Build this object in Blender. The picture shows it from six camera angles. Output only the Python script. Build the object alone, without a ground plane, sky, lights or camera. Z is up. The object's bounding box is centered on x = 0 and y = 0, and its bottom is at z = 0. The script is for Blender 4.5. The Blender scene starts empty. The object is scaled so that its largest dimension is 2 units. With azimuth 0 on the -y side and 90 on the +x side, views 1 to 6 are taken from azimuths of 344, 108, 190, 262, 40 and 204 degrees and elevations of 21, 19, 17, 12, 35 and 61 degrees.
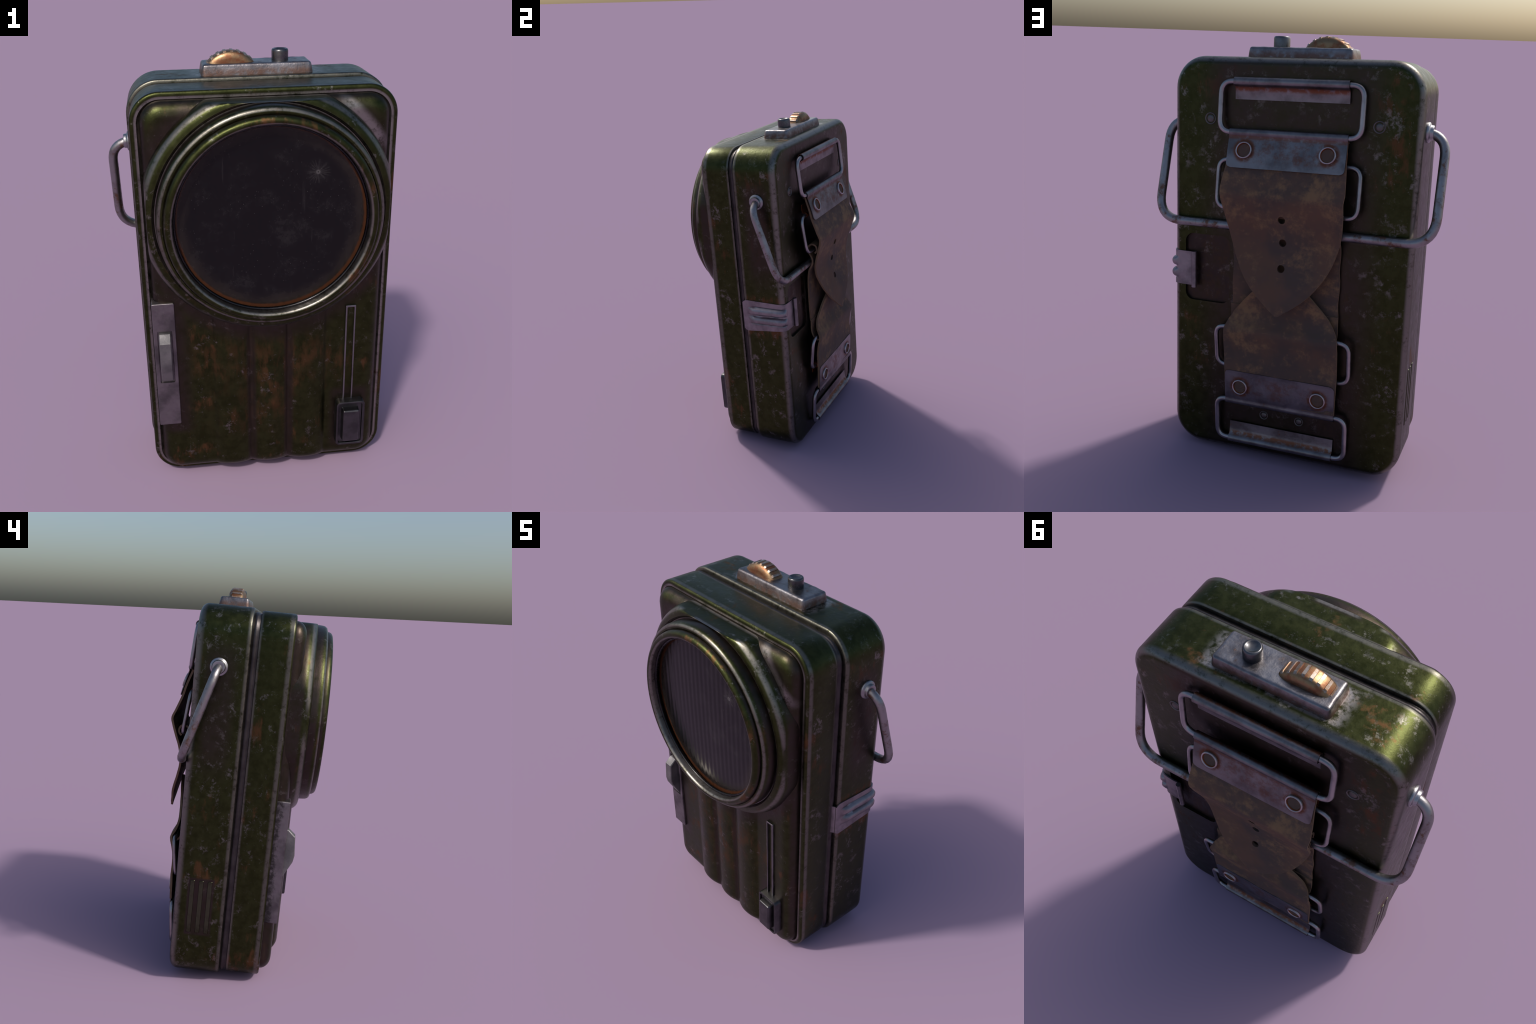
"""Worn military pocket lamp: two pressed-steel shells, a big stepped lens bezel,
sliders, a thumb wheel, a wire bail and a leather button strap on the back."""
import bpy, math
from math import sin, cos, pi, sqrt, radians
from mathutils import Vector, Matrix, noise

# ----------------------------------------------------------------------------
# frame: the lamp stands slightly turned and leaning
# ----------------------------------------------------------------------------
YAW, PITCH, ROLL = radians(-9.4), radians(3.09), radians(1.09)
ORIGIN = Vector((-0.0626, 0.0, 0.0))
LENS_Z = 1.365                     # height of the lens axis
HALF_W_BACK, HALF_W_FRONT = 0.575, 0.559

# ----------------------------------------------------------------------------
# mesh helpers
# ----------------------------------------------------------------------------
COL = bpy.context.scene.collection


def make(name, verts, faces, mat=None, parent=None, angle=35.0, weld=1e-5):
    me = bpy.data.meshes.new(name)
    me.from_pydata([tuple(v) for v in verts], [], faces)
    me.validate()
    finish(me, angle, weld)
    ob = bpy.data.objects.new(name, me)
    COL.objects.link(ob)
    if mat:
        me.materials.append(mat)
    ob.parent = parent
    return ob


def finish(me, angle=35.0, weld=1e-5):
    import bmesh
    bm = bmesh.new()
    bm.from_mesh(me)
    bmesh.ops.remove_doubles(bm, verts=bm.verts, dist=weld)
    bmesh.ops.recalc_face_normals(bm, faces=bm.faces)
    bm.to_mesh(me)
    bm.free()
    me.polygons.foreach_set("use_smooth", [True] * len(me.polygons))
    me.set_sharp_from_angle(angle=radians(angle))


def axes(axis, u, v, w):
    """(u, v) across, w along the given axis."""
    return {"x": (w, u, v), "y": (u, w, v), "z": (u, v, w)}[axis]


def round_rect(hu, hv, r, nc=10, ns=6):
    """Outline of a rounded rectangle centred on 0."""
    r = max(min(r, hu - 1e-4, hv - 1e-4), 1e-4)
    pts = []
    corners = [(hu - r, hv - r, 0), (-hu + r, hv - r, 90), (-hu + r, -hv + r, 180), (hu - r, -hv + r, 270)]
    for k, (cx, cy, a0) in enumerate(corners):
        for i in range(nc + 1):
            a = radians(a0 + 90 * i / nc)
            pts.append((cx + r * cos(a), cy + r * sin(a)))
        nx, ny, na = corners[(k + 1) % 4]
        a = radians(a0 + 90)
        p = Vector((cx + r * cos(a), cy + r * sin(a)))
        q = Vector((nx + r * cos(a), ny + r * sin(a)))
        for i in range(1, ns):
            m = p.lerp(q, i / ns)
            pts.append((m.x, m.y))
    return pts


def loft(name, axis, cu, cv, hu, hv, corner, profile, mat, parent, cap0=True, cap1=True, nc=10, ns=6, angle=35, warp=None):
    """Stack rounded-rectangle rings; profile = [(inset, w), ...]."""
    verts, faces = [], []
    n = None
    for inset, w in profile:
        ring = round_rect(hu - inset, hv - inset, corner - inset if corner > inset + .004 else .004, nc, ns)
        n = len(ring)
        for u, v in ring:
            p = axes(axis, cu + u, cv + v, w)
            verts.append(warp(p) if warp else p)
    for k in range(len(profile) - 1):
        for i in range(n):
            j = (i + 1) % n
            faces.append((k * n + i, k * n + j, (k + 1) * n + j, (k + 1) * n + i))
    if cap0:
        faces.append(tuple(range(n)))
    if cap1:
        b = (len(profile) - 1) * n
        faces.append(tuple(range(b, b + n)))
    return make(name, verts, faces, mat, parent, angle)


def edge_round(inset0, w0, r, toward, steps=5, r_in=None):
    """Quarter round from the side wall (inset0) over to the face at w0."""
    ri = r_in or r
    s = 1 if toward > 0 else -1
    return [(inset0 + ri * (1 - cos(t)), w0 - s * r * (1 - sin(t)))
            for t in [pi / 2 * i / steps for i in range(steps + 1)]]


def box(name, x0, x1, y0, y1, z0, z1, r, mat, parent, axis="y", corner=None, toward=-1, draft=0.0):
    """Rounded block standing on the far side of `axis`, softened at the near side."""
    lo = {"x": (y0, y1, z0, z1, x0, x1), "y": (x0, x1, z0, z1, y0, y1), "z": (x0, x1, y0, y1, z0, z1)}[axis]
    u0, u1, v0, v1, w0, w1 = lo
    far, near = (w0, w1) if toward > 0 else (w1, w0)
    prof = [(0, far)] + edge_round(draft, near, r, toward) 
    prof.append((draft + r + .002, near))
    return loft(name, axis, (u0 + u1) / 2, (v0 + v1) / 2, (u1 - u0) / 2, (v1 - v0) / 2,
                corner or r, prof, mat, parent)


def lathe(name, cx, cz, profile, mat, parent, n=144, shape=None, angle=35, axis="y", closed=False):
    """Revolve [(radius, along)] round the given axis."""
    verts, faces = [], []
    for r, w in profile:
        for i in range(n):
            a = 2 * pi * i / n
            p = axes(axis, cx + r * cos(a), cz + r * sin(a), w)
            verts.append(shape(p) if shape else p)
    m = len(profile)
    for k in range(m if closed else m - 1):
        for i in range(n):
            j = (i + 1) % n
            k2 = (k + 1) % m
            faces.append((k * n + i, k * n + j, k2 * n + j, k2 * n + i))
    if not closed:
        faces.append(tuple(range(n)))
        faces.append(tuple(range((m - 1) * n, m * n)))
    return make(name, verts, faces, mat, parent, angle)


def fillet_path(pts, radius, closed=False, steps=7):
    out = []
    n = len(pts)
    for i, p in enumerate(pts):
        p = Vector(p)
        if not closed and i in (0, n - 1):
            out.append(p)
            continue
        a, b = Vector(pts[(i - 1) % n]), Vector(pts[(i + 1) % n])
        r = radius[i] if isinstance(radius, (list, tuple)) else radius
        da, db = (a - p), (b - p)
        ka = .95 if (not closed and i == 1) else .49
        kb = .95 if (not closed and i == n - 2) else .49
        ra, rb = min(r, da.length * ka), min(r, db.length * kb)
        s, e = p + da.normalized() * ra, p + db.normalized() * rb
        for k in range(steps + 1):
            t = k / steps
            # blend between quadratic bezier and a rounder arc
            out.append(s * (1 - t) ** 2 + p * 2 * t * (1 - t) + e * t * t)
    return out


def tube(name, path, r, mat, parent, closed=False, n=14, rough=0.0):
    """Round wire along a path."""
    P = [Vector(p) for p in path]
    m = len(P)
    T = []
    for i in range(m):
        a = P[(i - 1) % m] if (closed or i > 0) else P[i]
        b = P[(i + 1) % m] if (closed or i < m - 1) else P[i]
        T.append((b - a).normalized())
    up = Vector((0, 1, 0)) if abs(T[0].y) < .9 else Vector((0, 0, 1))
    N = (up - T[0] * up.dot(T[0])).normalized()
    verts, faces = [], []
    for i in range(m):
        N = (N - T[i] * N.dot(T[i])).normalized()
        B = T[i].cross(N)
        for k in range(n):
            a = 2 * pi * k / n
            rr = r * (1 + rough * noise.noise(P[i] * 40 + Vector((k, 0, 0))))
            verts.append(P[i] + (N * cos(a) + B * sin(a)) * rr)
    for i in range(m if closed else m - 1):
        i2 = (i + 1) % m
        for k in range(n):
            k2 = (k + 1) % n
            faces.append((i * n + k, i * n + k2, i2 * n + k2, i2 * n + k))
    if not closed:
        faces.append(tuple(range(n)))
        faces.append(tuple(range((m - 1) * n, m * n)))
    return make(name, verts, faces, mat, parent, 60)


def smooth_line(pts, per=8):
    """Catmull-Rom through 2D points."""
    out = []
    P = [Vector(p) for p in pts]
    P = [P[0] * 2 - P[1]] + P + [P[-1] * 2 - P[-2]]
    for i in range(1, len(P) - 2):
        p0, p1, p2, p3 = P[i - 1:i + 3]
        for k in range(per):
            t = k / per
            out.append(.5 * ((2 * p1) + (p2 - p0) * t + (2 * p0 - 5 * p1 + 4 * p2 - p3) * t * t
                             + (-p0 + 3 * p1 - 3 * p2 + p3) * t ** 3))
    out.append(P[-2])
    return out


def interp(x, table):
    if x <= table[0][0]:
        return table[0][1]
    for (a, fa), (b, fb) in zip(table, table[1:]):
        if x <= b:
            t = (x - a) / (b - a)
            return fa + (fb - fa) * t
    return table[-1][1]


def sheet(name, line, width, thick, mat, parent, nx=24, wrinkle=0.0, seed=0.0, corner=0.0, angle=50, belly=None, rim=None):
    """A bent sheet. line: outer surface [(y, z)...] top to bottom, width(z) -> (x_lo, x_hi)
    or a constant half width; thickness goes to the inside (-normal)."""
    L = [Vector(p) for p in line]
    m = len(L)
    # arc length, for rounded end corners
    S = [0.0]
    for a, b in zip(L, L[1:]):
        S.append(S[-1] + (b - a).length)
    outer, inner = [], []
    for i, p in enumerate(L):
        t = (L[min(i + 1, m - 1)] - L[max(i - 1, 0)]).normalized()
        nrm = Vector((-t.y, t.x))            # (y, z): outward = +y when going down
        lo, hi = width(p.y) if callable(width) else (-width, width)
        if corner:
            d = S[-1] - S[i]
            if d < corner:
                cut = corner - sqrt(max(corner ** 2 - (corner - d) ** 2, 0))
                lo, hi = lo + cut, hi - cut
        for k in range(nx + 1):
            f = k / nx
            x = lo + (hi - lo) * f
            w = wrinkle * noise.fractal(Vector((x * 5 + seed, p.y * 5, seed)), .9, 2.0, 3)
            if belly:
                w += belly(x, p.y)
            o = p + nrm * w
            outer.append(Vector((x, o.x, o.y)))
            q = o - nrm * thick
            inner.append(Vector((x, q.x, q.y)))
    verts = outer + inner
    c, off = nx + 1, len(outer)
    faces = []
    for i in range(m - 1):
        for k in range(nx):
            a = i * c + k
            faces.append((a, a + 1, a + c + 1, a + c))
            faces.append((off + a, off + a + c, off + a + c + 1, off + a + 1))
    for i in range(m - 1):
        for a in (i * c, i * c + nx):
            faces.append((a, a + c, off + a + c, off + a))
    for k in range(nx):
        for a in (k, (m - 1) * c + k):
            faces.append((a, a + 1, off + a + 1, off + a))
    ob = make(name, verts, faces, mat, parent, angle)
    if rim:
        ob.data.materials.append(rim)
        n_flat = 2 * (m - 1) * nx
        for p in ob.data.polygons:
            if p.index >= n_flat:
                p.material_index = 1
    return ob


def place(src, name, loc, rot=None, parent=None):
    ob = src.copy()
    ob.name = name
    COL.objects.link(ob)
    ob.location = loc
    if rot:
        ob.rotation_euler = rot
    ob.parent = parent
    return ob


def cut(ob, cutters, angle=35):
    """Boolean difference, applied."""
    for c in cutters:
        m = ob.modifiers.new("cut", "BOOLEAN")
        m.operation, m.solver, m.object = "DIFFERENCE", "EXACT", c
    dg = bpy.context.evaluated_depsgraph_get()
    dg.update()
    me = bpy.data.meshes.new_from_object(ob.evaluated_get(dg))
    ob.modifiers.clear()
    old = ob.data
    mats = [m for m in old.materials]
    ob.data = me
    bpy.data.meshes.remove(old)
    if not me.materials:
        for m in mats:
            me.materials.append(m)
    if len(me.materials) < 2:
        for p in me.polygons:
            p.material_index = 0
    for c in cutters:
        d = c.data
        bpy.data.objects.remove(c)
        bpy.data.meshes.remove(d)
    me.polygons.foreach_set("use_smooth", [True] * len(me.polygons))
    me.set_sharp_from_angle(angle=radians(angle))


# ----------------------------------------------------------------------------
# materials
# ----------------------------------------------------------------------------
class Nodes:
    """Small helper for building a procedural node tree."""

    def __init__(self, name):
        self.mat = bpy.data.materials.new(name)
        self.mat.use_nodes = True
        self.t = self.mat.node_tree
        self.t.nodes.clear()
        self.out = self.t.nodes.new("ShaderNodeOutputMaterial")
        self.bsdf = self.t.nodes.new("ShaderNodeBsdfPrincipled")
        self.t.links.new(self.bsdf.outputs[0], self.out.inputs[0])
        tc = self.t.nodes.new("ShaderNodeTexCoord")
        self.co = tc.outputs["Object"]
        sep = self.t.nodes.new("ShaderNodeSeparateXYZ")
        self.t.links.new(self.co, sep.inputs[0])
        self.x, self.y, self.z = sep.outputs

    def put(self, sock, val):
        if hasattr(val, "node"):
            self.t.links.new(val, sock)
        else:
            sock.default_value = val

    def math(self, op, a, b=0.0, c=0.0):
        n = self.t.nodes.new("ShaderNodeMath")
        n.operation = op
        for s, v in zip(n.inputs, (a, b, c)):
            self.put(s, v)
        return n.outputs[0]

    def mul(self, *a):
        r = a[0]
        for b in a[1:]:
            r = self.math("MULTIPLY", r, b)
        return r

    def mx(self, *a):
        r = a[0]
        for b in a[1:]:
            r = self.math("MAXIMUM", r, b)
        return r

    def add(self, a, b):
        return self.math("ADD", a, b)

    def sub(self, a, b):
        return self.math("SUBTRACT", a, b)

    def step(self, v, a, b, lo=0.0, hi=1.0):
        n = self.t.nodes.new("ShaderNodeMapRange")
        n.interpolation_type = "SMOOTHSTEP"
        self.put(n.inputs[0], v)
        for s, k in zip((1, 2, 3, 4), (a, b, lo, hi)):
            n.inputs[s].default_value = k
        return n.outputs[0]

    def noise(self, scale, detail=6.0, rough=.6, stretch=None, shift=0.0, distort=0.0):
        n = self.t.nodes.new("ShaderNodeTexNoise")
        n.inputs["Scale"].default_value = scale
        n.inputs["Detail"].default_value = detail
        n.inputs["Roughness"].default_value = rough
        n.inputs["Distortion"].default_value = distort
        m = self.t.nodes.new("ShaderNodeMapping")
        m.inputs["Scale"].default_value = stretch or (1, 1, 1)
        m.inputs["Location"].default_value = (shift, shift * .7, shift * 1.3)
        self.t.links.new(self.co, m.inputs[0])
        self.t.links.new(m.outputs[0], n.inputs["Vector"])
        return n.outputs["Fac"]

    def voronoi(self, scale, shift=0.0):
        n = self.t.nodes.new("ShaderNodeTexVoronoi")
        n.inputs["Scale"].default_value = scale
        m = self.t.nodes.new("ShaderNodeMapping")
        m.inputs["Location"].default_value = (shift, shift, shift)
        self.t.links.new(self.co, m.inputs[0])
        self.t.links.new(m.outputs[0], n.inputs["Vector"])
        return n.outputs["Distance"]

    def mix(self, f, a, b):
        n = self.t.nodes.new("ShaderNodeMix")
        n.data_type = "RGBA"
        self.put(n.inputs[0], f)
        for s, v in ((n.inputs[6], a), (n.inputs[7], b)):
            self.put(s, v if hasattr(v, "node") else (*v, 1.0))
        return n.outputs[2]

    def lerp(self, f, a, b):
        n = self.t.nodes.new("ShaderNodeMix")
        self.put(n.inputs[0], f)
        self.put(n.inputs[2], a)
        self.put(n.inputs[3], b)
        return n.outputs[0]

    def bump(self, h, strength=.2, dist=.01, prev=None):
        n = self.t.nodes.new("ShaderNodeBump")
        n.inputs["Strength"].default_value = strength
        n.inputs["Distance"].default_value = dist
        self.put(n.inputs["Height"], h)
        if prev is not None:
            self.t.links.new(prev, n.inputs["Normal"])
        return n.outputs[0]

    def shade(self, color, metallic=1.0, rough=.4, normal=None, **kw):
        self.put(self.bsdf.inputs["Base Color"], color if hasattr(color, "node") else (*color, 1.0))
        self.put(self.bsdf.inputs["Metallic"], metallic)
        self.put(self.bsdf.inputs["Roughness"], rough)
        if normal is not None:
            self.t.links.new(normal, self.bsdf.inputs["Normal"])
        for k, v in kw.items():
            self.put(self.bsdf.inputs[k], v)
        return self.mat

    def radius(self, cx=0.0, cz=LENS_Z):
        dx, dz = self.sub(self.x, cx), self.sub(self.z, cz)
        return self.math("SQRT", self.add(self.mul(dx, dx), self.mul(dz, dz)))


GREEN_A, GREEN_B = (0.031, 0.035, 0.0125), (0.044, 0.049, 0.0185)
BARE = (0.31, 0.285, 0.275)
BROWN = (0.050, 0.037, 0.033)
RUST = (0.13, 0.062, 0.030)
DARK = (0.075, 0.062, 0.066)


def paint(name, edge=None, grime=None, rust_amount=.5, chip=.5, rust_at=None, bare_at=None):
    """Olive paint on steel: chips of bare metal, rust bloom, brown grime.
    edge, grime: functions Nodes -> mask telling where worn edges / grime sit."""
    N = Nodes(name)
    fine = N.noise(75, 6, .7)
    mid = N.noise(24, 8, .68, shift=3.1)
    big = N.noise(4.2, 4, .55, shift=7.7)
    streak = N.noise(30, 5, .65, stretch=(1, 1, .35), shift=11.0)
    col = N.mix(N.step(mid, .35, .65), GREEN_A, GREEN_B)
    # rust bloom
    rmask = N.mul(N.step(N.add(N.mul(big, .6), N.mul(streak, .4)), .60 - .1 * rust_amount, .70 - .1 * rust_amount), .75)
    if rust_at:
        rmask = N.mx(rmask, N.mul(rust_at(N), N.step(streak, .42, .60)))
    col = N.mix(rmask, col, RUST)
    # grime
    g = None
    if grime:
        gm = N.mul(grime(N), N.step(N.add(mid, N.mul(big, .5)), .55, .85, .55, 1.0))
        col = N.mix(gm, col, BROWN)
        g = gm
    # chips of bare metal, clustered
    cluster = N.step(N.noise(5.5, 4, .6, shift=21.0), .38, .60)
    soft = N.noise(18, 8, .72, shift=8.8, distort=.2)
    cm = N.mul(N.step(N.add(N.mul(soft, .75), N.mul(fine, .25)), .550 - .035 * chip, .665 - .035 * chip), cluster)
    cm = N.mul(cm, .52)
    specks = N.mul(N.step(N.noise(60, 5, .65, shift=5.0), .64, .76), .25)
    cm = N.mx(cm, specks)
    if g is not None:
        cm = N.mul(cm, N.sub(1.0, N.mul(g, .75)))
    if bare_at:
        cm = N.mx(cm, N.mul(bare_at(N), N.step(mid, .38, .60)))
    if edge:
        em = N.mul(edge(N), N.step(N.add(N.mul(mid, .6), N.mul(fine, .4)), .31, .52))
        cm = N.mx(cm, em)
    col = N.mix(cm, col, BARE)
    rough = N.lerp(N.step(mid, .3, .7), .31, .42)
    rough = N.lerp(rmask, rough, .62)
    rough = N.lerp(cm, rough, .36)
    h = N.add(N.mul(fine, .3), N.add(N.mul(mid, .5), N.mul(cm, -.35)))
    return N.shade(col, 1.0, rough, N.bump(h, .30, .006))


def steel(name, base=(.42, .39, .41), dark=(.20, .17, .18), rust=.3, rough=.33, rust_at=None, rust_color=RUST, pit=.25):
    N = Nodes(name)
    a = N.noise(9, 5, .6, shift=1.0)
    b = N.noise(38, 6, .65, shift=4.0)
    col = N.mix(N.step(a, .38, .68), base, dark)
    rm = N.mul(N.step(N.add(N.mul(a, .45), N.mul(b, .55)), .62 - .1 * rust, .72 - .1 * rust), .8)
    if rust_at:
        rm = N.mx(rm, N.mul(rust_at(N), N.step(b, .30, .55)))
    col = N.mix(rm, col, rust_color)
    r = N.lerp(N.step(b, .35, .65), rough, rough + .10)
    r = N.lerp(rm, r, .6)
    return N.shade(col, 1.0, r, N.bump(N.add(b, N.mul(a, .6)), pit, .005))


def band(N, v, a, b, c, d):
    """Soft band: 0 below a, 1 between b and c, 0 above d."""
    return N.mul(N.step(v, a, b), N.step(v, c, d, 1.0, 0.0))


def absx(N):
    return N.math("ABSOLUTE", N.x)


def corner_dist(N, hw, z0, z1, r):
    """Signed distance to the rounded outline (positive inside), across x and z."""
    cz, hz = (z0 + z1) / 2, (z1 - z0) / 2
    qx = N.sub(absx(N), hw - r)
    qz = N.sub(N.math("ABSOLUTE", N.sub(N.z, cz)), hz - r)
    mx_, mz_ = N.mx(qx, 0.0), N.mx(qz, 0.0)
    ln = N.math("SQRT", N.add(N.mul(mx_, mx_), N.mul(mz_, mz_)))
    inner = N.math("MINIMUM", N.mx(qx, qz), 0.0)
    return N.sub(r, N.add(ln, inner))


# --- where wear, painted rim glint and crevice shade sit -----------------------------------------------------
def back_edge(N):
    lip = N.step(N.y, .124, .112)
    d = corner_dist(N, HALF_W_BACK, .0, 1.890, .14)
    rear = N.mul(N.step(N.y, .318, .345), band(N, d, -.01, .002, .014, .03))
    return N.mx(N.mul(lip, .32), N.mul(rear, .55))


def back_bare(N):
    # bare metal bordering the switch block on top
    top = N.step(N.z, 1.87, 1.885)
    bx = N.step(absx(N), .25, .315, 1.0, 0.0)
    by = N.mul(N.step(N.y, .302, .318, 1.0, 0.0), N.step(N.y, .128, .145))
    return N.mul(top, bx, by)


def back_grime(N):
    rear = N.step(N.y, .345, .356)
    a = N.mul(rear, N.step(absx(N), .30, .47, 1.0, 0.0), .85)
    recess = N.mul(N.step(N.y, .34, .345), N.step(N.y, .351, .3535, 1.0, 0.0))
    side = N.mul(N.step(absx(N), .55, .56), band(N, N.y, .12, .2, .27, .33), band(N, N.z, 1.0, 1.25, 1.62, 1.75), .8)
    vents = N.mul(N.step(N.x, -.56, -.57), band(N, N.y, .155, .168, .288, .300), band(N, N.z, .235, .25, .535, .55))  # crevice shadow between the ribs, darkened into the paint colour
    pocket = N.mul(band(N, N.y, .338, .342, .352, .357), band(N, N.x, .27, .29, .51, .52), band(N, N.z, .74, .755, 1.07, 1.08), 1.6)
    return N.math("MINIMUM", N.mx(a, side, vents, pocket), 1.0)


def back_rust(N):
    recess = N.mul(band(N, N.y, .338, .342, .352, .357), band(N, N.x, .27, .29, .51, .52), band(N, N.z, .74, .755, 1.07, 1.08))
    clasp = N.mul(N.step(N.x, .54, .56), band(N, N.z, .74, .79, 1.0, 1.04))
    return N.mx(N.mul(recess, .6), N.mul(clasp, .8))


def front_edge(N):
    d = corner_dist(N, HALF_W_FRONT, .012, 1.88, .13)
    rim = N.mul(N.step(N.y, -.09, -.10), .75, band(N, d, .016, .024, .034, .044))  # sun reflection along the rim ridge, lightened into the base colour
    lip = N.mul(N.step(N.y, .05, .06), .35)
    turn = N.mul(band(N, N.y, -.10, -.094, -.085, -.07), .35)
    return N.mx(rim, lip, turn)


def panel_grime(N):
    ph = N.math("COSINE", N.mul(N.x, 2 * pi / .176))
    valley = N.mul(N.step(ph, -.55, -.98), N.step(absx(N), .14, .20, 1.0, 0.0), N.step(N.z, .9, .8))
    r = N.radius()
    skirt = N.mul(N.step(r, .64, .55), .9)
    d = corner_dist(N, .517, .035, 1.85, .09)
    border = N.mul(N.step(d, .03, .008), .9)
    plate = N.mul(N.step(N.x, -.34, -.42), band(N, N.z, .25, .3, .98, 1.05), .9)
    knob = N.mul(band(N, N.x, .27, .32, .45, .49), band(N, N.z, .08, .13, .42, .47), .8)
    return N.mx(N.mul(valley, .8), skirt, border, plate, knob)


def panel_rust(N):
    return N.mul(N.step(absx(N), .42, .30, 0.0, 1.0), band(N, N.z, .2, .4, .6, .85), .6,
                 N.step(N.noise(3.2, 3, .5, shift=2.2), .46, .60))


def panel_edge(N):
    corner = N.mul(N.step(N.radius(), .597, .562), N.step(N.radius(), .54, .55), N.step(N.z, 1.60, 1.68), N.step(N.x, .28, .36))
    return N.mul(corner, .8)


def collar_edge(N):
    r = N.radius()
    return N.mx(N.mul(band(N, r, .515, .525, .535, .543), N.step(N.y, -.185, -.20), .45),
                N.mul(N.step(N.z, 1.835, 1.846), band(N, N.y, -.135, -.118, -.10, -.09), .9),
                N.mul(N.step(r, .494, .488), N.step(N.y, -.20, -.21), .5))


def collar_grime(N):
    return N.mx(N.mul(N.step(N.y, -.19, -.165), N.step(N.z, 1.845, 1.81), .9), N.mul(N.step(N.radius(), .50, .487), N.step(N.y, -.19, -.20), .6))


def ring_edge(N):
    return N.mul(band(N, N.radius(), .457, .463, .469, .474), .45)


def ring_grime(N):
    return N.step(N.y, -.262, -.245)


def bezel_edge(N):
    return N.mul(N.step(N.radius(), .422, .416), .55)


def bezel_grime(N):
    return N.mul(N.step(N.y, -.296, -.285), .9)


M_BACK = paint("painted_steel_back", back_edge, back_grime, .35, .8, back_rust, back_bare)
M_FRONT = paint("painted_steel_front", front_edge, None, .45, .5)
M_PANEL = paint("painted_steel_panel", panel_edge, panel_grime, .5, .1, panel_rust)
M_COLLAR = paint("painted_steel_collar", collar_edge, collar_grime, .5, .4)
M_RING = paint("painted_steel_ring", ring_edge, ring_grime, .5, .3)
M_BEZEL = paint("painted_steel_bezel", bezel_edge, bezel_grime, .5, .3)
M_RIB = paint("painted_steel_rib", lambda N: .12, None, .1, .6)

M_SEAM = steel("seam_metal", (.07, .063, .063), (.04, .035, .036), .1, .36)
M_WIRE = steel("wire_steel", (.36, .34, .35), (.26, .245, .25), -.3, .30)
M_BAIL = steel("bail_steel", (.30, .285, .29), (.19, .17, .168), 1.15, .36, rust_color=(.16, .075, .04))
M_BOSS = steel("boss_steel", (.36, .355, .37), (.25, .245, .25), -.4, .30)
M_BLOCK = steel("switch_block_steel", (.25, .24, .25), (.115, .10, .10), .55, .30,
                rust_at=lambda N: N.mul(N.step(N.z, 1.928, 1.90), .75), rust_color=(.16, .085, .06), pit=.4)
M_PLATE = steel("plate_steel", (.20, .18, .19), (.11, .10, .105), -.8, .40, rust_color=(.035, .03, .032),
                rust_at=lambda N: N.mul(N.step(N.add(N.y, N.mul(N.sub(N.noise(22, 6, .7), .5), .09)), -.142, -.118), .9))
M_LEVER = steel("lever_steel", (.22, .21, .215), (.14, .135, .14), -.9, .58)
M_SLIDER = steel("slider_steel", (.095, .092, .097), (.06, .058, .062), -1.0, .33, pit=.15)
M_RAIL = steel("rail_steel", (.22, .21, .22), (.14, .13, .135), -1.0, .32)
M_TRACK = steel("track_dark", (.04, .032, .032), (.025, .02, .02), .2, .5)
M_CLASP = steel("clasp_steel", (.29, .26, .275), (.17, .15, .16), -.7, .40)
M_KNOB = steel("button_black_steel", (.14, .14, .145), (.09, .09, .095), -1.0, .26, pit=.1)
M_SCREW = steel("screw_steel", (.15, .14, .135), (.09, .08, .078), .2, .4)
M_BRACKET = steel("rusted_bracket", (.26, .08, .035), (.15, .045, .02), .4, .55)
M_GASKET = steel("lens_gasket", (.035, .034, .036), (.02, .02, .02), -1.0, .22, pit=.1)


def sleeve_rust(N):
    # rust gathers along the fold between the hook and its flap
    a = band(N, N.z, 1.735, 1.75, 1.758, 1.768)
    b = band(N, N.z, .088, .095, .104, .118)
    over = N.mx(N.mul(N.step(N.z, 1.785, 1.797), N.step(N.y, .392, .380)), N.mul(N.step(N.z, .060, .05), .8))
    return N.mx(N.mul(N.mx(a, b), .85), N.mul(over, .9))


def plate_rust(N):
    dx = N.sub(absx(N), .192)
    zz = N.math("MINIMUM", N.math("ABSOLUTE", N.sub(N.z, 1.489)), N.math("ABSOLUTE", N.sub(N.z, .365)))
    r = N.math("SQRT", N.add(N.mul(dx, dx), N.mul(zz, zz)))
    ring = N.mul(N.step(r, .060, .042), .9)
    fold = band(N, N.z, 1.53, 1.54, 1.548, 1.556)
    over = N.mul(N.step(N.z, 1.566, 1.577), N.step(N.y, .410, .398), .9)
    mid = N.mul(N.step(absx(N), .255, .215, 0.0, 1.0), N.mx(band(N, N.z, 1.425, 1.45, 1.53, 1.55), band(N, N.z, .31, .33, .41, .43)),
                N.step(N.noise(14, 6, .7, shift=6.0), .44, .62), .55)
    return N.mx(ring, N.mul(fold, .6), over, mid)


M_SLEEVE = steel("sleeve_steel", (.23, .215, .22), (.12, .105, .105), .25, .36, rust_at=sleeve_rust, rust_color=(.20, .07, .03))
M_STRAP_PLATE = steel("strap_plate_steel", (.21, .20, .21), (.12, .11, .115), .15, .38, rust_at=plate_rust, rust_color=(.15, .052, .026))
M_EYELET = steel("eyelet_steel", (.44, .40, .41), (.34, .29, .28), .1, .32)
M_EYELET_WALL = steel("eyelet_rust", (.24, .075, .03), (.15, .05, .02), .4, .55)


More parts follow.
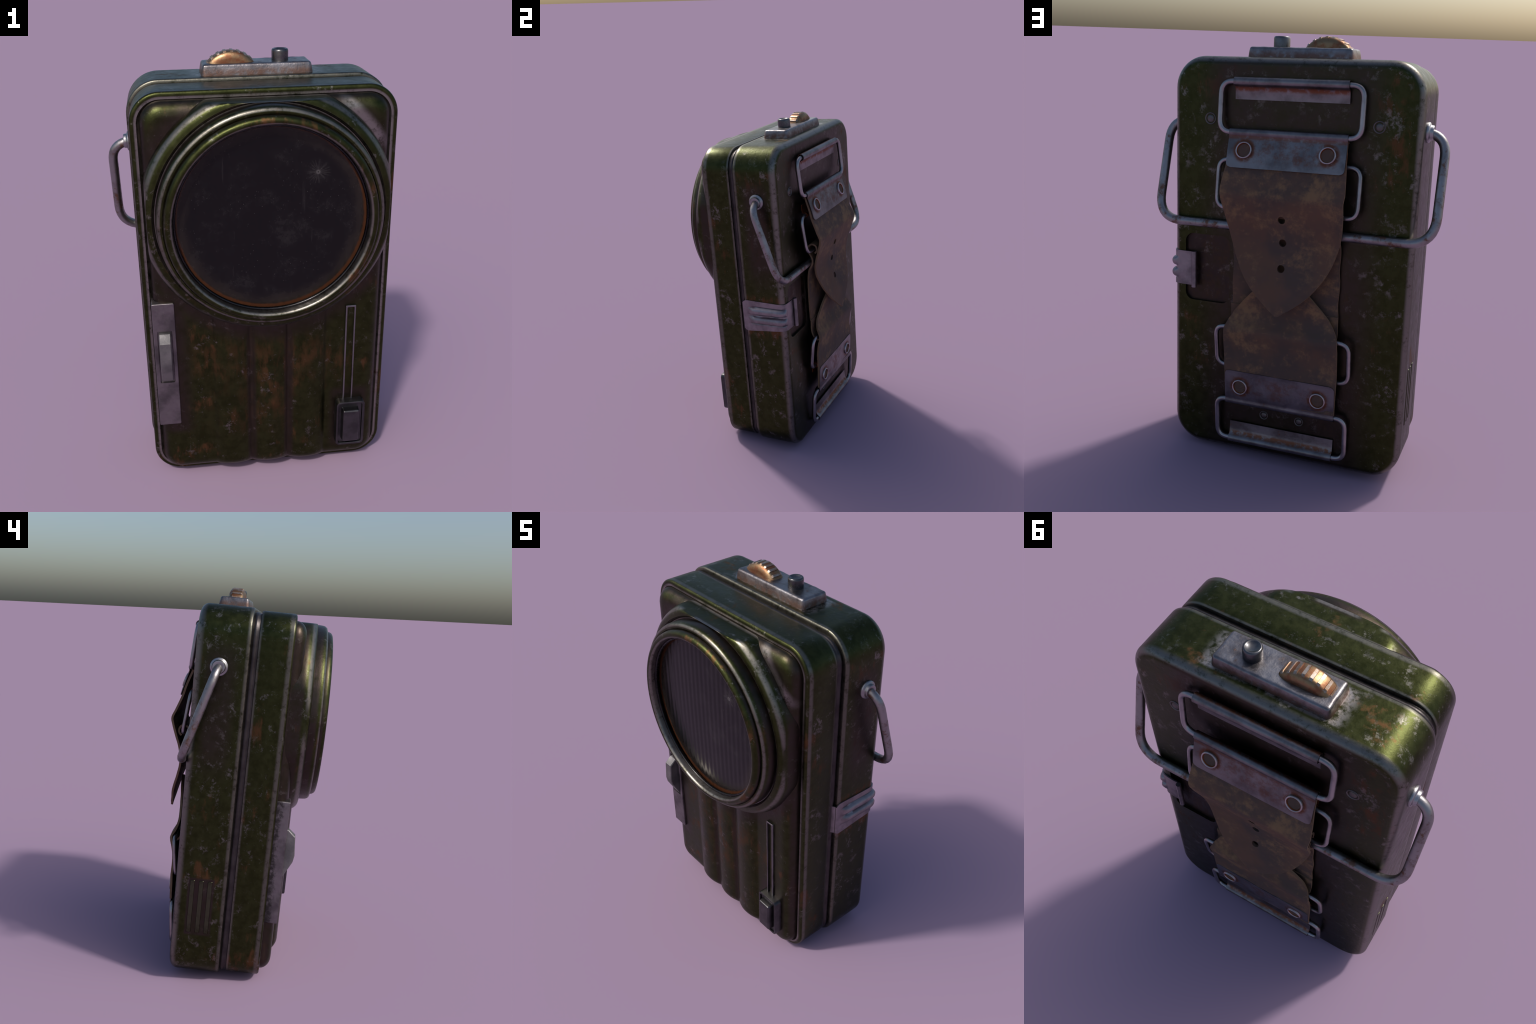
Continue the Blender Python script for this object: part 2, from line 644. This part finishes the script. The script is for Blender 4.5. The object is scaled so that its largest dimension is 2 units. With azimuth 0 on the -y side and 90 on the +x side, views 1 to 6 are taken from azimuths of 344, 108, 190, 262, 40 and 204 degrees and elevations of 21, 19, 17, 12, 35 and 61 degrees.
def thumb_wheel_mat():
    N = Nodes("brass_wheel")
    a = N.noise(20, 5, .6)
    b = N.noise(60, 5, .65, shift=4)
    col = N.mix(N.step(a, .42, .62), (.27, .18, .10), (.23, .098, .052))
    col = N.mix(N.mul(N.step(b, .60, .70), .6), col, (.16, .12, .10))
    return N.shade(col, 1.0, N.lerp(N.step(a, .4, .6), .38, .50), N.bump(b, .2, .004))


def tooth_mat():
    N = Nodes("brass_tooth_worn")
    a = N.noise(45, 5, .6)
    col = N.mix(N.step(a, .40, .60), (.36, .31, .275), (.28, .18, .115))
    return N.shade(col, 1.0, .45, N.bump(a, .15, .004))


def leather_mat(name, shift=0.0):
    N = Nodes(name)
    big = N.noise(5.0, 6, .66, shift=shift, distort=.4)
    mid = N.noise(26, 7, .65, shift=shift + 3)
    fine = N.noise(130, 4, .6)
    col = N.mix(N.step(N.noise(3.0, 4, .6, shift=shift + 9), .4, .62), (.120, .068, .045), (.078, .055, .045))
    tan = N.step(N.add(N.mul(big, .6), N.mul(mid, .4)), .47, .62)
    col = N.mix(N.mul(tan, .85), col, (.22, .130, .065))
    col = N.mix(N.mul(N.step(mid, .60, .75), .4), col, (.25, .15, .078))
    h = N.add(N.mul(mid, .7), N.mul(fine, .3))
    return N.shade(col, 0.0, .68, N.bump(h, .6, .008), **{"Specular IOR Level": .2})


def leather_edge_mat():
    N = Nodes("leather_raw_edge")
    mid = N.noise(40, 5, .6)
    return N.shade(N.mix(mid, (.15, .09, .05), (.24, .15, .085)), 0.0, .7, N.bump(mid, .3, .004))


def lens_mat():
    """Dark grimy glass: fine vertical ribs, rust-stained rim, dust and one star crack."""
    N = Nodes("dark_ribbed_glass")
    r = N.radius()
    a = N.noise(7, 6, .65)
    b = N.noise(60, 4, .6, shift=3)
    dust = N.mul(N.step(N.noise(8, 9, .78, shift=5), .48, .80), .035)
    specks = N.mul(N.step(N.voronoi(70, 2.0), .11, .05), N.step(N.noise(5, 3, .5, shift=8), .46, .62), .14)
    # star crack
    cx, cz = .192, 1.562
    dx, dz = N.sub(N.x, cx), N.sub(N.z, cz)
    rr = N.radius(cx, cz)
    ang = N.math("ARCTAN2", dz, dx)
    rays = N.math("POWER", N.math("ABSOLUTE", N.math("SINE", N.add(N.mul(ang, 8.5), N.mul(N.math("SINE", N.mul(ang, 3.0)), 1.7)))), 4.0)
    star = N.mul(N.math("POWER", N.step(rr, .085, .0), 2.0), N.step(rays, .1, 1.0, .3, 1.0), N.step(b, .3, .65, .3, 1.0), .085)
    star = N.mx(star, N.mul(band(N, rr, .002, .004, .005, .014), .14))
    scr = N.mul(N.step(N.noise(50, 3, .5, stretch=(1, 1, .06), shift=14), .66, .76), .015)
    m = N.mx(dust, specks, star, scr)
    col = N.mix(m, (.0035, .003, .0035), (.42, .39, .40))
    haze = N.mul(N.step(N.add(r, N.mul(N.sub(a, .5), .08)), .33, .402), .35)  # brown ring tinted in for the ragged border of the glass reflection
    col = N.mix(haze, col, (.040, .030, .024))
    rim = N.step(N.add(r, N.mul(N.sub(b, .5), .012)), .387, .396)
    col = N.mix(N.mul(rim, .6), col, (.085, .027, .010))
    ribs = N.math("SINE", N.mul(N.x, 2 * pi / .0335))
    nrm = N.bump(ribs, .12, .003)
    nrm = N.bump(N.add(b, a), .08, .004, nrm)
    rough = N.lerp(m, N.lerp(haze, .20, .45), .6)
    return N.shade(col, 0.0, rough, nrm, **{"Specular IOR Level": .24})


M_WHEEL, M_TOOTH = thumb_wheel_mat(), tooth_mat()
M_LEATHER, M_LEATHER2, M_LEATHER3 = leather_mat("worn_leather"), leather_mat("worn_leather_lower", 4.4), leather_mat("worn_leather_inner", 8.3)
M_LENS = lens_mat()
M_LEATHER_RIM = leather_edge_mat()

# ----------------------------------------------------------------------------
# the lamp
# ----------------------------------------------------------------------------
root = bpy.data.objects.new("pocket_lamp", None)
COL.objects.link(root)
root["label"] = "worn olive green metal pocket lamp with large round lens"
root["category"] = "flashlight"

# --- shells -----------------------------------------------------------------
zc_b, hz_b = (.000 + 1.890) / 2, (1.890 - .000) / 2
prof = [(.03, .100), (.016, .100), (.008, .1005), (.003, .103), (.0, .108), (.0, .118)]
prof += edge_round(0.0, .360, .038, 1, 7)
prof.append((.043, .360))
back_shell = loft("back_shell", "y", 0, zc_b, HALF_W_BACK, hz_b, .145, prof, M_BACK, root, nc=14, ns=10)
# shallow pressed recess beside the strap, where the clasp ends
c1 = loft("cutter", "y", .399, .911, .114, .164, .04, [(0, .3455), (0, .40)], None, None)
cut(back_shell, [c1])

zc_f, hz_f = (.012 + 1.880) / 2, (1.880 - .012) / 2
prof = [(.02, .066), (.006, .066), (.002, .064), (.0, .060)]
prof += edge_round(0.0, -.106, .014, -1, 6)
prof += [(.030, -.106), (.036, -.099), (.042, -.096), (.08, -.096)]
front_shell = loft("front_shell", "y", 0, zc_f, HALF_W_FRONT, hz_f, .130, prof, M_FRONT, root, nc=14, ns=10)

prof = [(.0215, .12), (.0215, .098), (.019, .094), (.0165, .089), (.0165, .083), (.019, .078), (.0215, .074), (.0215, .05)]
loft("seam_gasket", "y", 0, zc_b, HALF_W_BACK - .002, hz_b - .004, .13, prof, M_SEAM, root, nc=14, ns=10, angle=50)

# --- front panel with three flutes -------------------------------------------
P_HW, P_Z0, P_Z1, P_R = .517, .043, 1.848, .09
PITCH_X = .176


def flute(x, z):
    if abs(x) > 1.5 * PITCH_X:
        return 0.0
    t = ((x + 1.5 * PITCH_X) % PITCH_X) / PITCH_X
    f = (1 - (2 * t - 1) ** 2) ** .75
    fade = min(max((1.0 - z) / .1, 0), 1)
    return f * fade


def panel_y(x, z, h):
    return -.096 - h * (1 + .47 * flute(x, z))


verts, faces = [], []
rings = [0, .0015, .004, .008, .013, .019, .026, .034, .043, .052, .062, .075, .090]
zc_p, hz_p = (P_Z0 + P_Z1) / 2, (P_Z1 - P_Z0) / 2
ROUND, HEIGHT, SUB = .064, .064, 120
for k, inset in enumerate([0] + rings):
    ring = round_rect(P_HW - inset, hz_p - inset, max(P_R - inset, 0), 8, SUB)
    n = len(ring)
    q = min(inset / ROUND, 1)
    h = HEIGHT * (.14 + .86 * sqrt(max(1 - (1 - q) ** 2, 0)))
    for u, v in ring:
        verts.append((u, panel_y(u, zc_p + v, h) if k else -.090, zc_p + v))
m = len(rings) + 1
for k in range(m - 1):
    for i in range(n):
        j = (i + 1) % n
        faces.append((k * n + i, k * n + j, (k + 1) * n + j, (k + 1) * n + i))
faces.append(tuple(range(n)))
# regular grid inside the last ring, so that the flutes run clean
base = len(verts)
gu, gv = P_HW - rings[-1] - 1e-4, hz_p - rings[-1] - 1e-4
for j in range(SUB + 1):
    for i in range(SUB + 1):
        x, z = -gu + 2 * gu * i / SUB, zc_p - gv + 2 * gv * j / SUB
        verts.append((x, panel_y(x, z, HEIGHT), z))
for j in range(SUB):
    for i in range(SUB):
        p = base + j * (SUB + 1) + i
        faces.append((p, p + 1, p + SUB + 2, p + SUB + 1))
front_panel = make("front_panel", verts, faces, M_PANEL, root, 60, weld=4e-4)

# --- lens housing -------------------------------------------------------------
def softmin(a, lim, s=.0035):
    # rounded clamp
    e = (a - lim) / s
    if e > 30:
        return lim
    if e < -30:
        return a
    return a - s * math.log(1 + math.exp(e))


def flats(p):
    x, y, z = p
    x = math.copysign(softmin(abs(x), .516), x)
    z = softmin(z, 1.847)
    return (x, y, z)


prof = [(.46, -.10), (.545, -.10), (.545, -.120), (.545, -.140), (.545, -.156)]
for i in range(1, 9):
    t = pi / 2 * i / 8
    prof.append((.545 - .050 * (1 - cos(t)), -.156 - .063 * sin(t)))
prof += [(.493, -.2195), (.486, -.216), (.482, -.210), (.46, -.210)]
housing = lathe("lens_housing", 0, LENS_Z, prof, M_COLLAR, root, 192, flats, 38, closed=True)

prof = [(.44, -.19), (.4785, -.19), (.4785, -.212), (.4780, -.235), (.476, -.258), (.472, -.268), (.466, -.2745), (.458, -.277), (.451, -.276), (.449, -.270), (.43, -.270)]
lathe("housing_ring", 0, LENS_Z, prof, M_RING, housing, 144, None, 40, closed=True)
prof = [(.44, -.25), (.448, -.25), (.447, -.280), (.445, -.291), (.440, -.300), (.433, -.3055), (.425, -.307), (.418, -.306), (.412, -.301), (.409, -.292), (.4075, -.262), (.418, -.255), (.44, -.25)]
lathe("lens_bezel", 0, LENS_Z, prof[:-1], M_BEZEL, housing, 144, None, 40, closed=True)
ga = [(.4040 + .0065 * cos(2 * pi * i / 10), -.266 + .0095 * sin(2 * pi * i / 10)) for i in range(10)]
lathe("lens_gasket", 0, LENS_Z, ga, M_GASKET, housing, 144, None, 80, closed=True)
prof = [(.42, -.215), (.42, -.2455), (.404, -.2465), (.38, -.2475), (.30, -.2495), (.2, -.2510), (.1, -.2520), (.01, -.2522)]
lathe("lens_glass", 0, LENS_Z, prof, M_LENS, housing, 144, None, 40)

# --- rail and slide knob -------------------------------------------------------
rail = box("slide_rail", .3515, .3985, -.170, -.14, .20, .894, .0025, M_RAIL, root, corner=.003)
c1 = loft("cutter", "y", .375, .54, .0165, .346, .003, [(0, -.20), (0, -.157)], None, None)
cut(rail, [c1], 40)
box("rail_track", .356, .394, -.159, -.14, .205, .889, .001, M_TRACK, rail)
prof = [(0, -.15), (0, -.195), (.0015, -.1995), (.005, -.201), (.010, -.201), (.0125, -.1995), (.015, -.191), (.03, -.190)]
knob = loft("slide_base", "y", .3865, .263, .0695, .125, .022, prof, M_SLIDER, root, nc=8, ns=3)
box("slide_knob", .341, .428, -.224, -.18, .170, .356, .009, M_SLIDER, knob, corner=.012, draft=.004)

# --- side plate and lever --------------------------------------------------------
plate = box("side_plate", -.524, -.424, -.171, -.100, .328, .968, .004, M_PLATE, root, corner=.006)
c1 = loft("cutter", "y", -.4735, .6965, .0335, .136, .006, [(0, -.20), (0, -.160)], None, None)
cut(plate, [c1], 30)
lv = [(-.150, .822), (-.178, .820), (-.2145, .789), (-.2215, .690), (-.215, .655), (-.172, .573), (-.150, .573)]
verts, faces = [], []
LX = [(-.500, .004), (-.4965, .0), (-.4505, .0), (-.447, .004)]
cyz = (-.19, .69)
for x, ins in LX:
    for y, z in lv:
        verts.append((x, y + (ins if y < -.18 else 0), z + (-ins if z > cyz[1] else ins)))
nl = len(lv)
for k in range(3):
    for i in range(nl):
        j = (i + 1) % nl
        faces.append((k * nl + i, k * nl + j, (k + 1) * nl + j, (k + 1) * nl + i))
faces += [tuple(range(nl)), tuple(range(3 * nl, 4 * nl))]
make("lever", verts, faces, M_LEVER, plate, 20)

# --- switch block, button and thumb wheel -----------------------------------------
def block_warp(p):
    x, y, z = p
    k = (z - 1.88) / .055
    d = .0012 * noise.noise(Vector((x * 30, y * 30, z * 20)))
    return (x + d, y + d, z + d * k)


prof = [(0, 1.880), (.001, 1.889), (.006, 1.918)] + edge_round(.0075, 1.936, .013, 1, 5) + [(.025, 1.936)]
block = loft("switch_block", "z", -.001, .2205, .246, .0815, .022, prof, M_BLOCK, root, nc=5, ns=24, warp=block_warp)
prof = [(.037, 1.92), (.037, 1.935), (.037, 1.975), (.0355, 1.9815), (.032, 1.9845), (.028, 1.9845), (.0245, 1.9825), (.018, 1.9785), (.006, 1.977)]
lathe("push_button", .108, .219, prof, M_KNOB, block, 40, None, 50, axis="z")

# wheel: drum lying along y, only its crown shows
WR, WX, WY, WZ = .1320, -.112, .2155, 1.8525
prof = [(.06, WY - .043), (WR - .030, WY - .043), (WR - .018, WY - .0405), (WR - .008, WY - .035), (WR - .002, WY - .029), (WR, WY - .022),
        (WR, WY + .022), (WR - .002, WY + .029), (WR - .008, WY + .035), (WR - .018, WY + .0405), (WR - .030, WY + .043), (.06, WY + .043)]
wheel = lathe("thumb_wheel", WX, WZ, prof, M_WHEEL, block, 96, None, 50)
TEETH = 27
verts, faces = [], []
tp = [(-.038, -.009, .45), (-.030, .0, .5), (-.024, .0034, .5), (.024, .0034, .5), (.030, .0, .5), (.038, -.009, .45)]
half = pi / TEETH * .50
for i in range(TEETH):
    a0 = 2 * pi * (i + .5) / TEETH + .02
    if sin(a0) < .45:
        continue
    b = len(verts)
    for dy, h, _ in tp:
        for da, dr in ((-half * 1.15, -.006), (-half * .8, h), (half * .8, h), (half * 1.15, -.006)):
            r = WR + min(dr, h) - (.006 if abs(dy) > .04 else 0)
            verts.append((WX + r * cos(a0 + da), WY + dy * .92, WZ + r * sin(a0 + da)))
    for k in range(len(tp) - 1):
        for q in range(3):
            faces.append((b + k * 4 + q, b + k * 4 + q + 1, b + k * 4 + q + 5, b + k * 4 + q + 4))
    faces.append((b, b + 1, b + 2, b + 3))
    faces.append(tuple(b + (len(tp) - 1) * 4 + q for q in range(4)))
teeth = make("wheel_knurling", verts, faces, M_TOOTH, wheel, 30)
teeth["kind"] = "stuff"

# --- ribs pressed into the side ------------------------------------------------------
rib0 = loft("side_rib", "x", 0, 0, .0115, .138, .004, [(0, -.004), (.0, .001), (.0015, .0035), (.005, .004)], M_RIB, root, nc=3, ns=3)
rib0.rotation_euler = (0, 0, pi)
rib0.location = (-.5745, .2725, .393)
for yy in (.228, .184):
    place(rib0, "side_rib", (-.5745, yy, .393), (0, 0, pi), root)

# --- bail (wire handle) ------------------------------------------------------------------
def bail_half(s):
    return [(s * .555, .240, 1.597), (s * .654 - .004, .240, 1.592), (s * .654 - .004, .381, 1.135)]


pts = bail_half(1) + list(reversed(bail_half(-1)))
path = fillet_path(pts, [0, .095, .125, .125, .095, 0], steps=9)
# add points along the long runs
bail = tube("bail", path, .0212, M_BAIL, root, n=16)
prof = [(.044, .55), (.0445, .578), (.0435, .583), (.040, .586), (.0345, .587), (.0325, .590), (.032, .597), (.0295, .602), (.024, .603), (.014, .600)]
lathe("pivot_boss", .240, 1.597, prof, M_BOSS, root, 40, None, 50, axis="x")
lathe("pivot_boss", .240, 1.597, [(r, -w) for r, w in prof], M_BOSS, root, 40, None, 50, axis="x")

# --- clasp on the right side ----------------------------------------------------------------
# cross-section path in plan (x, y), from the seam over the side round to the back
cp = [(.552, .078), (.572, .088), (.5795, .100), (.5795, .20), (.5795, .30), (.5790, .322), (.573, .347), (.558, .362), (.535, .3665), (.50, .368), (.474, .368)]
cl = smooth_line(cp, 6)
S = [0.0]
for a, b in zip(cl, cl[1:]):
    S.append(S[-1] + (b - a).length)
verts, faces = [], []
NZ = 40
for i, p in enumerate(cl):
    t = (cl[min(i + 1, len(cl) - 1)] - cl[max(i - 1, 0)]).normalized()
    nrm = Vector((t.y, -t.x))
    s = S[i]
    grow = min(max((s - .02) / .06, 0), 1)
    lo, hi = .795 + .026 * min(s / .30, 1), .998 - .012 * min(s / .30, 1)
    rc, d = .034, max(s - .026, 0)
    if d < rc:
        ins = min(rc - sqrt(max(rc * rc - (rc - d) ** 2, 0)), .016)
        lo, hi = lo + ins, hi - ins
    fade = min(max((s - .072) / .018, 0), 1) * min(max((S[-1] - .075 - s) / .02, 0), 1)
    for k in range(NZ + 1):
        f = k / NZ
        z = lo + (hi - lo) * f
        bump = 0.0
        for zr in (.930, .874):
            u = abs(z - zr) / .021
            if u < 1:
                bump = .0175 * sqrt(1 - u * u)
            elif u < 1.3 and bump <= 0:
                bump = -.003
        o = p + nrm * (bump * fade + .0008 * noise.noise(Vector((s * 30, z * 30, 1))))
        verts.append((o.x, o.y, z))
off = len(verts)
for i, p in enumerate(cl):
    t = (cl[min(i + 1, len(cl) - 1)] - cl[max(i - 1, 0)]).normalized()
    nrm = Vector((t.y, -t.x))
    for k in range(NZ + 1):
        x, y, z = verts[i * (NZ + 1) + k]
        verts.append((p.x - nrm.x * .006, p.y - nrm.y * .006, z))
c = NZ + 1
for i in range(len(cl) - 1):
    for k in range(NZ):
        a = i * c + k
        faces.append((a, a + 1, a + c + 1, a + c))
        faces.append((off + a, off + a + c, off + a + c + 1, off + a + 1))
    for a in (i * c, i * c + NZ):
        faces.append((a, a + c, off + a + c, off + a))
for k in range(NZ):
    for a in (k, (len(cl) - 1) * c + k):
        faces.append((a, a + 1, off + a + 1, off + a))
clasp = make("clasp", verts, faces, M_CLASP, root, 40)
tube("clasp_pin", [(.461, .376, .815), (.461, .376, .825), (.461, .376, .983), (.461, .376, .990)], .0125, M_CLASP, clasp, n=12)

# --- screws ---------------------------------------------------------------------------------
screw = lathe("screw", 0, 0, [(.0275, -.004), (.0275, .0015), (.0255, .003), (.0225, .0025), (.0205, -.001), (.0175, -.001), (.0155, .002), (.011, .0035), (.003, .004)], M_SCREW, root, 28, None, 60)
screw.location = (.39, .360, 1.615)
place(screw, "screw", (-.39, .360, 1.615), None, root)
s2 = place(screw, "screw", (.090, .360, .212), None, root)
s3 = place(screw, "screw", (-.088, .360, .212), None, root)
s2.scale = s3.scale = (.82, 1, .82)

# --- strap assembly -----------------------------------------------------------------------------
def frame(name, hw, zt, yt, zb, yb, r, corner, mat, parent):
    """Closed rectangular wire loop, upper bar at (yt, zt), lower at (yb, zb)."""
    pts = [(hw, yt, zt), (-hw, yt, zt), (-hw, yb, zb), (hw, yb, zb)]
    return tube(name, fillet_path(pts, corner, True, 8), r, mat, parent, True, 14)


top_frame = frame("strap_frame", .325, 1.783, .384, 1.563, .402, .0125, .055, M_WIRE, root)
low_frame = frame("strap_frame", .322, .284, .398, .074, .381, .0125, .05, M_WIRE, root)
top_ring = frame("strap_ring", .329, 1.440, .390, 1.224, .416, .011, .05, M_WIRE, root)
low_ring = frame("strap_ring", .325, .656, .414, .456, .390, .011, .05, M_WIRE, root)


def hook(yc, zc, r, a0, a1, steps=10):
    """Arc round a bar, angles in degrees from +y towards +z, as [(y, z)]."""
    return [(yc + r * cos(radians(a0 + (a1 - a0) * i / steps)), zc + r * sin(radians(a0 + (a1 - a0) * i / steps))) for i in range(steps + 1)]


# sleeves hooked over the outer bars of the big frames, flaps pointing inwards
ln = [(.3635, 1.770)] + hook(.384, 1.783, .0205, 190, -45, 14) + [(.386, 1.764), (.379, 1.757), (.376, 1.745), (.375, 1.706)]
sheet("frame_sleeve", ln, .262, .004, M_SLEEVE, top_frame, 12, .0006, 1.0)
ln = [(.371, .158), (.3725, .122), (.376, .104), (.383, .094)] + hook(.381, .074, .0185, 55, -190, 14)
sheet("frame_sleeve", ln, .262, .004, M_SLEEVE, low_frame, 12, .0006, 2.0)
# riveted plates on the inner bars
ln = [(.386, 1.540)] + hook(.402, 1.563, .0185, 200, -35, 14) + [(.416, 1.546), (.4205, 1.532), (.433, 1.490), (.4450, 1.445), (.4480, 1.432), (.4500, 1.424), (.4515, 1.418), (.4525, 1.413)]
up_plate = sheet("strap_plate", ln, .272, .004, M_STRAP_PLATE, root, 40, .0006, 3.0, corner=.022)
ln = [(.4265, .444), (.426, .440), (.4255, .434), (.425, .425), (.4215, .365), (.4185, .315), (.4155, .303)] + hook(.398, .284, .0185, 28, -200, 14)
ln = [Vector(p) for p in ln]


def low_width(z):
    d = .444 - z
    w = .271
    if d < .022:
        w -= .022 - sqrt(max(.022 ** 2 - (.022 - d) ** 2, 0))
    return (-w, w)


lo_plate = sheet("strap_plate", ln, low_width, .004, M_STRAP_PLATE, root, 40, .0006, 4.0)

# eyelets
eye_prof = [(.0310, -.006), (.0310, .004), (.0318, .0075), (.0340, .0088), (.0370, .0075), (.0385, .004), (.0385, -.006)]
eye = lathe("eyelet", 0, 0, eye_prof, M_EYELET, up_plate, 24, None, 60, closed=True)
inner_eye = lathe("eyelet_wall", 0, 0, [(.0285, -.006), (.0285, .0020), (.0315, .0050), (.0315, -.006)], M_EYELET_WALL, eye, 24, None, 60, closed=True)
plug = lathe("eyelet_leather", 0, 0, [(.029, -.006), (.029, .0006), (.002, .0010)], M_LEATHER2, eye, 24, None, 60)
tilt_up, tilt_lo = math.atan2(.045, .140), math.atan2(-.005, .14)
eye.location, eye.rotation_euler = (.192, .4360, 1.489), (tilt_up, 0, 0)


def eyelet_copy(loc, rot, parent):
    e = place(eye, "eyelet", loc, rot, parent)
    place(inner_eye, "eyelet_wall", (0, 0, 0), None, e)
    place(plug, "eyelet_leather", (0, 0, 0), None, e)


eyelet_copy((-.192, .4360, 1.489), (tilt_up, 0, 0), up_plate)
eyelet_copy((.193, .4230, .365), (tilt_lo, 0, 0), lo_plate)
eyelet_copy((-.193, .4230, .365), (tilt_lo, 0, 0), lo_plate)

# upper leather flap, hanging free, with three button holes
UP_W = [(.762, .006), (.775, .022), (.80, .058), (.835, .100), (.87, .138), (.91, .170), (.95, .197), (1.0, .222), (1.05, .242), (1.10, .257),
        (1.16, .268), (1.24, .278), (1.33, .286), (1.42, .277), (1.56, .268)]


def up_width(z):
    w = interp(z, UP_W)
    wob = .006 * noise.noise(Vector((z * 7, 2.0, 0)))
    k = min(w / .12, 1)
    skew = .008 * k if z < 1.1 else .008 * max(0, 1 - (z - 1.1) / .2)
    return (-w - skew + wob * k, w - skew + .5 * wob * k)


ln = smooth_line([(.402, 1.552), (.4155, 1.510), (.4295, 1.465), (.442, 1.415), (.468, 1.345), (.486, 1.298), (.481, 1.262), (.462, 1.205), (.437, 1.130),
                  (.430, 1.060), (.446, .975), (.465, .905), (.480, .830), (.489, .762)], 6)
flap_up = sheet("leather_flap", ln, up_width, .011, M_LEATHER, root, 36, .0035, 5.0, angle=45, rim=M_LEATHER_RIM)
cutters = [lathe("cutter", -.002, z, [(.0175, .38), (.0175, .55)], None, None, 20) for z in (1.197, 1.090, .974)]
cut(flap_up, cutters, 45)

# lower leather flap, pointing up under the upper one
LO_W = [(.285, .272), (.45, .276), (.60, .278), (.66, .274), (.70, .258), (.745, .230), (.79, .192), (.84, .145), (.89, .090), (.93, .03), (.94, .006)]


def lo_width(z):
    w = interp(z, LO_W)
    wob = .004 * noise.noise(Vector((z * 8, 7.0, 0)))
    return (-w + wob, w + wob * .5)


ln = smooth_line([(.438, .94), (.429, .88), (.416, .80), (.411, .745), (.421, .700), (.440, .665), (.443, .640), (.432, .595), (.423, .535),
                  (.4235, .46), (.420, .39), (.415, .302)], 6)
flap_lo = sheet("leather_flap", ln, lo_width, .011, M_LEATHER2, root, 36, .004, 9.0, angle=45, rim=M_LEATHER_RIM)

# inner strap: curls round the upper ring bar, dips over the bail, runs down to the lower ring
ln = smooth_line([(.428, 1.205), (.441, 1.222), (.436, 1.246), (.414, 1.252), (.396, 1.238), (.392, 1.215), (.405, 1.190), (.416, 1.165), (.4165, 1.140), (.408, 1.115), (.392, 1.085),
                  (.383, 1.02), (.379, .93), (.380, .84), (.381, .757)], 5)
strap = sheet("leather_strap", ln, lambda z: (-.257 + .002 * sin(z * 40), .256 + .002 * sin(z * 31)), .010, M_LEATHER3, root, 20, .002, 12.0, angle=45, rim=M_LEATHER_RIM)
ln = smooth_line([(.387, .765), (.386, .730), (.385, .700), (.388, .675), (.400, .648), (.414, .638), (.428, .645), (.431, .66)], 5)
sheet("leather_strap", ln, .261, .009, M_LEATHER3, root, 16, .0015, 15.0, angle=45, rim=M_LEATHER_RIM)

# rusted brackets that hold the small rings
ln = [(.3705, 1.500), (.3705, 1.470), (.3735, 1.458)] + hook(.386, 1.440, .0165, 125, -170, 12)
sheet("ring_bracket", ln, .262, .005, M_BRACKET, top_ring, 8, .0005, 20.0)
ln = list(reversed([(.3705, .400), (.3705, .428), (.3755, .440)]))
ln = hook(.390, .456, .0165, 170, -120, 12) + ln
sheet("ring_bracket", ln, .262, .005, M_BRACKET, low_ring, 8, .0005, 22.0)

# ----------------------------------------------------------------------------
# pose
# ----------------------------------------------------------------------------
R = Matrix.Rotation(YAW, 4, "Z") @ Matrix.Rotation(PITCH, 4, "X") @ Matrix.Rotation(ROLL, 4, "Y")
low = 1e9
for o in list(bpy.data.objects):
    if o.type == "MESH" and o.name.startswith(("back_shell", "front_shell")):
        low = min(low, min((R @ v.co).z for v in o.data.vertices))
ORIGIN.z = -low
root.matrix_world = Matrix.Translation(ORIGIN) @ R
print("lowest", low)
